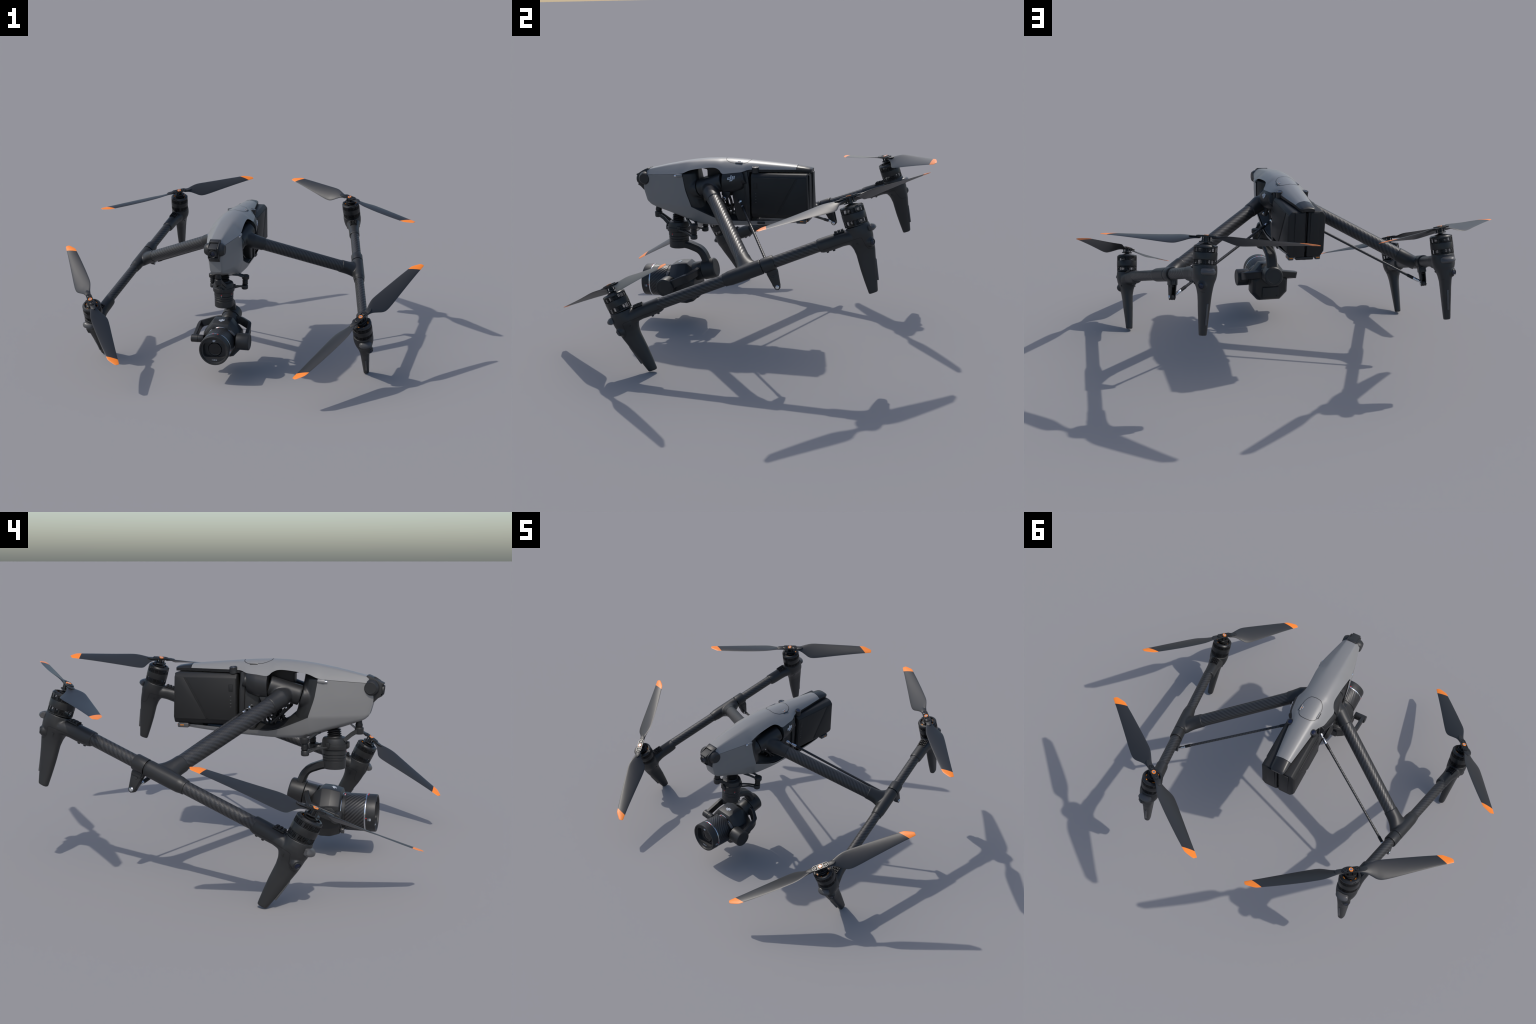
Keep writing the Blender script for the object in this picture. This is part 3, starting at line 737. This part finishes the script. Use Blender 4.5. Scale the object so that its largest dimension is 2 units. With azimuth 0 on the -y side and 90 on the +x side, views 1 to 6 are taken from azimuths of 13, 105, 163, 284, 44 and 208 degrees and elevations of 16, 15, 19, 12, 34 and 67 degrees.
def stadium(L, W, n=10):
    out = []
    for sgn in (1, -1):
        for i in range(n + 1):
            a = -math.pi / 2 + math.pi * i / n
            out.append((sgn * (L / 2 - W / 2) + sgn * math.cos(a) * W / 2, sgn * math.sin(a) * W / 2))
    return out
def hub_meshes():
    """z = 0 at the top face of the hub plate; local x along the blades"""
    bm = bmesh.new()
    for z0, z1, L, W in ((-.0075, -.0030, .088, .0300), (-.0290, -.0245, .060, .044)):
        bm2 = bmesh.new(); bm_prism(bm2, stadium(L, W), z0, z1); bmesh.ops.recalc_face_normals(bm2, faces=bm2.faces[:]); bevel(bm2, .001, 1, 40)
        tmp = bpy.data.meshes.new('t'); bm2.to_mesh(tmp); bm2.free(); bm.from_mesh(tmp); bpy.data.meshes.remove(tmp)
    # raised rim round the plate
    o = stadium(.088, .0300); i_ = stadium(.082, .0240)
    ring_loft(bm, [[V((x, y, -.0032)) for x, y in o], [V((x, y, .0)) for x, y in o], [V((x, y, .0)) for x, y in i_], [V((x, y, -.0032)) for x, y in i_]], False, False)
    for sx in (-1, 1):
        bm_revolve(bm, [(0, -.004), (.0105, -.004), (.0105, .0002), (.0075, .0010), (.0070, .0000), (.0035, .0000), (.0030, -.002), (0, -.002)], 24, Matrix.Translation((sx * .0285, 0, 0)))
        bm_box(bm, (sx * .0145, 0, -.001), (.005, .020, .004))
        for sy in (-1, 1):
            bm_revolve(bm, rod(.0036, -.026, -.005), 10, Matrix.Translation((sx * .010, sy * .0125, 0)))
    bm_revolve(bm, rod(.010, -.040, -.003), 24); bm_revolve(bm, [(0, -.040), (.026, -.040), (.026, -.0365), (.012, -.033), (0, -.033)], 32)
    hub = finish(bm, 'propeller', 35, SATIN)
    ring = revolve('hub_ring', [(.0062, .0006), (.0070, .0022), (.0098, .0022), (.0104, .0006), (.0104, -.004), (.0062, -.004)], 32, 35, ORANGE)
    nut = revolve('hub_nut', [(0, .0020), (.0055, .0020), (.0064, .0010), (.0064, -.003), (0, -.003)], 24, 35, CHROME)
    root_ = bmesh.new(); bm_prism(root_, [(.040, -.0135), (.066, -.0120), (.078, -.004), (.078, .004), (.066, .0120), (.040, .0135)], -.0030, .0008)
    bmesh.ops.recalc_face_normals(root_, faces=root_.faces[:]); bevel(root_, .0012, 2)
    return hub, ring, nut, finish(root_, 'blade_clip', 35, DARK)
HUB = hub_meshes()

def both(name, mesh, M, parents, kind=None, flip_y=False):
    """mirror pair; flip_y mirrors the mesh fore-aft first (rear pods)"""
    return pair(name, mirrored_mesh(mesh, 1) if flip_y else mesh, parents, None, M, kind)

for end in (1, -1):                       # 1 = rear pod, -1 = front pod
    fy = end < 0
    ml = ML + (.0035 if end > 0 else -.001)
    PM = BF @ Matrix.Translation((ml, 0, 0))
    legs = both('landing_leg', LEGM, PM, (None, None), flip_y=fy)
    fl = Matrix.Diagonal((1, end, 1, 1))
    def local(me_builder):
        return me_builder
    # sensor lens
    sd_ = V((SENS.x, SENS.y * end, SENS.z)).normalized(); so = V((.022, .5690 * end, -.056))
    both('pod_sensor', revolve('pod_sensor', [(.0105, .0065), (.0125, .0090), (.0150, .0065), (.0150, .001)], 28, 35, SATIN), PM @ frame(so, sd_), legs)
    both('sensor_glass', revolve('sensor_glass', [(.0108, .0067), (.006, .0085), (0, .0092)], 24, 60, LENS), PM @ frame(so, sd_), legs)
    # seam line between the motor mount and the leg shell
    # light strip on the outer edge of the leg
    a, b = V((-.0080, .5600 * end, -.1300)), V((-.0110, .5385 * end, -.2180))
    z = (b - a).normalized(); M = frame(a, z, (1, 0, 0))
    L = (b - a).length
    me = box('light_strip', (0, 0, L / 2), (.0078, .0075, L), .0018, 2, CLIP)
    both('light_strip', me, PM @ M, legs)
    # clip that juts out below the motor
    rings = []
    for i in range(13):
        a = math.radians(-31 + 62 * i / 12); e = abs(i - 6) / 6; ro = .0730 - .0080 * e ** 3; zt = 1 - .35 * e ** 6
        prof = [(.046, .0130), (.0550, .0130), (.0620, .0110), (ro - .004, .0060), (ro, .0010), (ro, -.0060), (ro - .0035, -.0095), (.0600, -.0140), (.046, -.0140)]
        rings.append([V((.003 + r * math.sin(a), (.5355 + r * math.cos(a)) * end, z * zt * 1.08 + .001)) for r, z in prof])
    both('antenna_clip', loft('antenna_clip', rings, 40, CLIP), PM, legs)
    # cooling fins on the sleeve
    bm = bmesh.new()
    for i in range(4):
        for j, (s, zt) in enumerate(((.443, .0285), (.457, .0285), (.471, .0275))):
            bm_box(bm, ((i - 1.5) * .0088, s * end, zt - abs(i - 1.5) * .0012), (.0046, .0100, .0140))
    bmesh.ops.recalc_face_normals(bm, faces=bm.faces[:]); bevel(bm, .0014, 2)
    both('cooling_fin', finish(bm, 'cooling_fin', 35, BLACK), PM, legs, kind='stuff')
    bm = bmesh.new(); bm_box(bm, (0, .4565 * end, .0245), (.040, .046, .0045))
    both('fin_tray', finish(bm, 'fin_tray', 35, BLACK), PM, legs)
    # screws under the sleeve and on the leg cheek
    bm = bmesh.new()
    for s, h in ((.385, -.0360), (.412, -.0380)):
        bm_revolve(bm, rod(.0055, -.006, .004, .0015), 16, frame((0, s * end, h), (0, 0, -1)))
    for sx in (-1, 1):
        bm_revolve(bm, [(0, -.01), (.0045, -.01), (.0045, .0012), (.0030, .0018), (0, .0010)], 16, frame((sx * .0365 - .004, .512 * end, -.046), (sx, 0, -.3)))
    both('pod_screw', finish(bm, 'pod_screw', 35, SATIN), PM, legs)
    # motor, splayed outwards
    base = V((ml - .003, .5345 * end, .0265)); axis = V((-.0006, .0094 * end, .1220)).normalized()
    MM = BF @ frame(base, axis, (1, 0, 0))
    can, cage, core_, coil, mark = MOT
    mots = pair('motor', can, M=MM)
    pair('vent_cage', cage, mots, M=MM, kind='stuff'); pair('stator', core_, mots, M=MM)
    pair('winding', coil, mots, M=MM, kind='stuff'); pair('crown_mark', mark, mots, M=MM @ Matrix.Rotation(-.9 * end, 4, 'Z'))
    # propeller: blades lie at 45 degrees to the boom
    bd = V((1, 1.04, 0)) if end < 0 else V((1, -1.07, 0))
    HM = BF @ frame(base + axis * .1245, axis, bd)
    hub, hring, nut, clip = HUB
    props = pair('propeller', hub, M=HM)
    pair('hub_ring', hring, props, M=HM); pair('hub_nut', nut, props, M=HM)
    # front +x rotor turns counter-clockwise seen from above, rear +x clockwise
    bl = BL if end < 0 else BL_REV
    for turn in (0, math.pi):
        R = Matrix.Rotation(turn, 4, 'Z')
        pair('propeller_blade', bl, props, M=HM @ R @ Matrix.Translation((0, 0, -.0110)))
        pair('blade_clip', clip, props, M=HM @ R @ Matrix.Translation((0, 0, -.0040)))

# ================================================================== GIMBAL
GX, GY = .0, -.411
mount = add('gimbal_mount', revolve('gimbal_mount', [(0, -.1125), (.0460, -.1125), (.0485, -.1095), (.0485, -.0790), (.0475, -.0780), (.0485, -.0765), (.0485, -.0670), (.0470, -.0655), (.0490, -.0640), (.0490, -.0550), (.0472, -.0535), (.0500, -.0510),
    (.0500, -.0330), (.0550, -.0290), (.0560, -.0240), (.0565, -.0130), (.0560, -.0090), (.0525, -.0070), (.0515, .0060), (.0480, .0150), (.0440, .0175), (.0330, .0195), (.0300, .0230), (0, .0230)], 56, 35, DARK), M=Matrix.Translation((GX, GY, .4795)))
bel = []
for i in range(4):
    z = i * .0085
    bel += [(.0230, z), (.0300, z + .0035), (.0300, z + .0050), (.0230, z + .0085)]
add('bellows', revolve('bellows', [(0, 0)] + bel + [(0, .036)], 40, 20, BLACK), mount, M=frame((GX, GY, .497), (0, .12, 1)))
# front damper arm
bm = bmesh.new()
bm_revolve(bm, [(0, -.004), (.0165, -.004), (.0185, .002), (.0185, .022), (.0165, .0245), (0, .0245)], 28, Matrix.Translation((0, -.5125, .518)))
for sx in (-1, 1):
    bar_path(bm, [V((sx * .0135, -.510, .530)), V((sx * .0150, -.480, .510)), V((sx * .024, -.455, .488))], .007, .016)
add('damper_arm', finish(bm, 'damper_arm', 35, DARK), mount)
add('damper_ball', revolve('damper_ball', [(0, -.002), (.0125, 0), (.0150, .007), (.0155, .013), (.0130, .021), (.011, .040), (0, .04)], 24, 40, BLACK), mount, M=Matrix.Translation((0, -.5115, .540)))
# rear damper arms
bm = bmesh.new()
LW = V((.0855, -.3035, .4420)); UP = V((.0895, -.3000, .4930))
bm_revolve(bm, [(0, -.013), (.0140, -.013), (.0170, -.010), (.0170, .006), (.0150, .009), (0, .009)], 28, Matrix.Translation(LW))
bar_path(bm, [LW + V((-.008, .004, 0)), V((.055, -.335, .4535)), V((.030, -.378, .462))], .008, .008)
bar_path(bm, [LW + V((.006, -.010, 0)), V((.0700, -.350, .4565)), V((.047, -.402, .463))], .008, .008)
pair('damper_arm', finish(bm, 'damper_arm', 35, DARK), (mount, mount))
bm = bmesh.new()
bm_revolve(bm, [(0, -.012), (.0160, -.012), (.0195, -.007), (.0195, .008), (.0150, .012), (0, .012)], 28, Matrix.Translation(UP))
bar_path(bm, [UP + V((-.006, .012, .003)), V((.055, -.302, .508)), V((.022, -.325, .512))], .011, .010)
bar_path(bm, [UP + V((-.004, -.012, .003)), V((.060, -.338, .514)), V((.034, -.355, .520))], .011, .010)
pair('damper_bracket', finish(bm, 'damper_bracket', 35, DARK), (mount, mount))
pair('damper_ball', revolve('damper_ball', [(0, -.025), (.0110, -.025), (.0150, -.018), (.0135, -.010), (.0150, -.002), (.0110, .006), (0, .006)], 24, 40, BLACK), (mount, mount), M=Matrix.Translation((LW + UP) / 2 + V((0, 0, .008))))
# small lugs round the mount ring
bm = bmesh.new()
for a in (20, 160, 270): bm_box(bm, (.056, 0, -.008), (.012, .016, .018), Matrix.Rotation(math.radians(a), 4, 'Z'))
bmesh.ops.recalc_face_normals(bm, faces=bm.faces[:]); bevel(bm, .002, 2)
add('mount_lug', finish(bm, 'mount_lug', 35, DARK), mount, M=Matrix.Translation((GX, GY, .4795)))
add('release_button', box('release_button', (0, GY - .0575, .4640), (.030, .008, .022), .003, 2, DARKM), mount)
for ang, z in ((-90, .4385), (-20, .4385), (90, .4385)):
    a = math.radians(ang)
    add('red_dot', revolve('red_dot', [(0, .0012), (.0024, .0012), (.0024, -.001), (0, -.001)], 12, 35, RED), mount, M=frame((.0490 * math.cos(a), GY + .0490 * math.sin(a), z), (math.cos(a), math.sin(a), 0)))
    add('index_mark', box('index_mark', (.0490 * math.cos(a), GY + .0490 * math.sin(a), z - .0075), (.0022, .0022, .0050), .0003, 1, MARK), mount)

# curved arm from the yaw motor back and down to the roll motor
RC = V((0, -.222, .2690)); rdir = V((0, -.975, -.222)).normalized()     # rear face of roll motor and its axis
bm = bmesh.new()
path = fillet_poly([V((0, -.430, .3840)), V((0, -.372, .3840)), V((0, -.293, .3540)), V((0, -.256, .2650))], [0, .026, .030, 0], 6)
bar_path(bm, path, [.070 - .016 * min(1, i / 8) for i in range(len(path))], .034, rnd=.5)
garm = add('gimbal_arm', finish(bm, 'gimbal_arm', 40, DARK))
RF = frame(RC, rdir, (1, 0, 0))
add('roll_motor', revolve('roll_motor', [(0, .0008), (.0340, .0008), (.0350, .0), (.0440, .0010), (.0490, .0060), (.0500, .0130), (.0500, .0640), (.0485, .0660), (0, .0660)], 56, 35, DARK), garm, M=RF)

# yoke: hub cup behind the camera, bars to both pitch pivots
yoke = add('yoke', revolve('yoke', [(0, .067), (.0440, .067), (.0460, .069), (.0460, .1120), (.0420, .1180), (0, .1180)], 56, 35, DARK), M=RF)
PY, PZ = -.449, .190
bm = bmesh.new()
for sx, xo, zo, w in ((1, .120, .004, .040), (-1, .153, -.004, .036)):
    p = fillet_poly([V((0, -.305, .2560)), V((sx * .062, -.308, .2540)), V((sx * (xo - .006), -.338, .2360 + zo)), V((sx * xo, -.362, .2250 + zo)), V((sx * xo, PY + .008, PZ + .003))], [0, .010, .010, .010, 0], 3)
    bar_path(bm, p, w, .019, up=V((0, .25, 1)), rnd=.25)
bmesh.ops.recalc_face_normals(bm, faces=bm.faces[:])
add('yoke_bar', finish(bm, 'yoke_bar', 35, DARK), yoke)
add('pitch_motor', revolve('pitch_motor', [(0, 0), (.0410, 0), (.0432, .002), (.0432, .010), (.0440, .011), (.0440, .0620), (.0425, .0655), (.0400, .0668), (.0330, .0670), (.0325, .0660), (0, .0660)], 56, 35, DARK), yoke, M=frame((.0755, PY, PZ), (1, 0, 0)))
add('pitch_bearing', revolve('pitch_bearing', [(0, 0), (.0195, 0), (.0200, .001), (.0200, .0270), (.0190, .0280), (.0190, .0290), (.0205, .030), (.0205, .0640), (.0185, .0660), (0, .0660)], 40, 35, DARK), yoke, M=frame((-.1040, PY, PZ), (-1, 0, 0)))

# camera body: faceted, tapering to the back
def octo(y, w, zt, zb, wt, wb, zs0, zs1):
    half = [(wb, zb), (w, zs0), (w, zs1), (wt, zt)]
    return [V((x, y, z)) for x, z in half] + [V((-x, y, z)) for x, z in half[::-1]]
CX = -.012
CAM = [octo(-.4560, .066, .2600, .1180, .038, .040, .150, .212), octo(-.4490, .084, .2770, .1000, .043, .050, .138, .224), octo(-.4100, .095, .2870, .0880, .046, .056, .130, .228), octo(-.3700, .098, .2900, .0880, .046, .058, .132, .224),
       octo(-.3360, .094, .2660, .0990, .044, .056, .140, .214), octo(-.3200, .080, .2430, .1130, .038, .050, .148, .204)]
bm = bmesh.new(); ring_loft(bm, CAM); bmesh.ops.recalc_face_normals(bm, faces=bm.faces[:]); bevel(bm, .0028, 2, 10)
bmesh.ops.translate(bm, verts=bm.verts[:], vec=(CX, 0, 0))
cam = add('gimbal_camera', finish(bm, 'gimbal_camera', 22, DARK))
CT = Matrix.Translation((CX, 0, 0))
add('wordmark', logo_mesh(.0200, .0010, MARK), cam, M=CT @ frame((.002, -.4200, .2847), (0, -.256, 1), (1, 0, 0)))
ins = prism('side_inset', [(-.440, .200), (-.424, .220), (-.392, .222), (-.376, .200), (-.384, .165), (-.432, .158)], .090, .0985, .003, 2, DARKM)
add('side_inset', ins, cam, M=CT @ YZ); add('side_inset', mirrored_mesh(ins, 2), cam, M=CT @ YZ)
add('back_cover', box('back_cover', (CX, -.3185, .1450), (.090, .012, .062), .004, 2, DARKM), cam)
bs = revolve('body_screw', rod(.0045, -.004, .002, .001), 12, 35, SATIN)
for sx in (-1, 1): add('body_screw', bs, cam, M=CT @ frame((sx * .038, -.4490, .258), (0, -1, .3)))
for sx in (-1, 1): add('body_screw', bs, cam, M=CT @ frame((sx * .034, -.3130, .128), (0, 1, 0)))
LZ = .1860; LX = -.010; LF = frame((LX, -.452, LZ), (0, -1, 0), (0, 0, 1))
add('mount_ring', revolve('mount_ring', [(0, -.004), (.0765, -.004), (.0775, -.002), (.0775, .0030), (.0765, .0040), (0, .0040)], 64, 35, CHROME), cam, M=LF)
lens = add('camera_lens', revolve('camera_lens', [(0, .004), (.0745, .004), (.0760, .006), (.0760, .0180), (.0750, .0190), (.0750, .0205), (0, .0205)], 64, 35, DARK), M=LF)
add('lens_barrel', revolve('lens_barrel', [(.070, .0205), (.0775, .0205), (.0780, .0215), (.0780, .1000), (.070, .1000)], 64, 35, BARREL), lens, M=LF)
add('silver_ring', revolve('silver_ring', [(.070, .1000), (.0786, .1000), (.0790, .1008), (.0790, .1045), (.0786, .1053), (.070, .1053)], 64, 35, CHROME), lens, M=LF)
add('lens_rim', revolve('lens_rim', [(.070, .1053), (.0785, .1053), (.0785, .1400), (.0775, .1435), (.0755, .1450), (.0700, .1440), (.0680, .1380), (.0640, .1360)], 64, 35, DARK), lens, M=LF)
# recessed front mask with a rounded rectangular window
win = superellipse(0, 0, .041, .058, 72, 4.5)
def on_circle(R):
    out = []
    for x, y in win:
        d = math.hypot(x, y); out.append((x / d * R, y / d * R))
    return out
bm = bmesh.new()
ring_loft(bm, [[V((x, y, z)) for x, y in ps] for ps, z in ((on_circle(.0672), .1365), (win, .1365), (superellipse(0, 0, .039, .055, 72, 4.5), .116))], False, True)
add('front_mask', finish(bm, 'front_mask', 35, DARKM), lens, M=LF)
add('front_glass', revolve('front_glass', [(0, .1235), (.012, .1232), (.024, .1218), (.0300, .1205), (.031, .1215), (.0330, .1215), (.0345, .1175), (.0375, .1165)], 48, 60, GLASS), lens, M=LF)
# printed marks on the lens
add('wordmark', logo_mesh(.0105, .0008, MARK), lens, M=Matrix.Translation((LX + .002, -.5890, LZ + .0490)) @ Matrix.Rotation(math.radians(90), 4, 'X'))
add('lens_lettering', text_mesh('lens_lettering', '1:2.8/18', .0085, .0006, MARK), lens, M=Matrix.Translation((LX, -.5890, LZ - .0525)) @ Matrix.Rotation(math.radians(90), 4, 'X'))
num = text_mesh('focal_number', '18', .0150, .0006, MARK)
for sx in (1, -1):
    a = math.radians(-4); x = sx * .0787 * math.cos(a) + LX; z = LZ + .0787 * math.sin(a) - .006
    add('focal_number', num, lens, M=frame((x, -.5735, z), (sx, 0, -.05), (0, sx, 0)))
    add('index_dot', revolve('index_dot', [(0, .0010), (.0020, .0010), (.0020, -.001), (0, -.001)], 12, 35, RED), lens, M=frame((sx * .0785 + LX, -.5610, LZ - .006), (sx, 0, 0)))
for ang, y in ((98, -.4640), (80, -.560), (98, -.560)):
    a = math.radians(ang); R = .0762 if y > -.5 else .0787
    add('index_dot', revolve('index_dot', [(0, .0012), (.0026, .0010), (.0026, -.002), (0, -.002)], 12, 35, RED), lens, M=frame((R * math.cos(a) + LX, y, LZ + R * math.sin(a)), (math.cos(a), 0, math.sin(a))))
add('index_mark', box('index_mark', (LX - .017, -.464, LZ + .0738), (.008, .0045, .0020), .0004, 1, MARK), lens)
# release lever beside the mount ring, lower lock tab
add('release_lever', box('release_lever', (0, 0, 0), (.009, .016, .034), .003, 2, CLIP), cam, M=frame((.0550, -.4600, .2360), (-.75, 0, .66), (.66, 0, .75)))
add('release_lever', box('release_lever', (0, 0, 0), (.012, .016, .026), .003, 2, CLIP), cam, M=frame((-.062, -.4600, .1150), (-.6, 0, .8), (-.8, 0, -.6)))
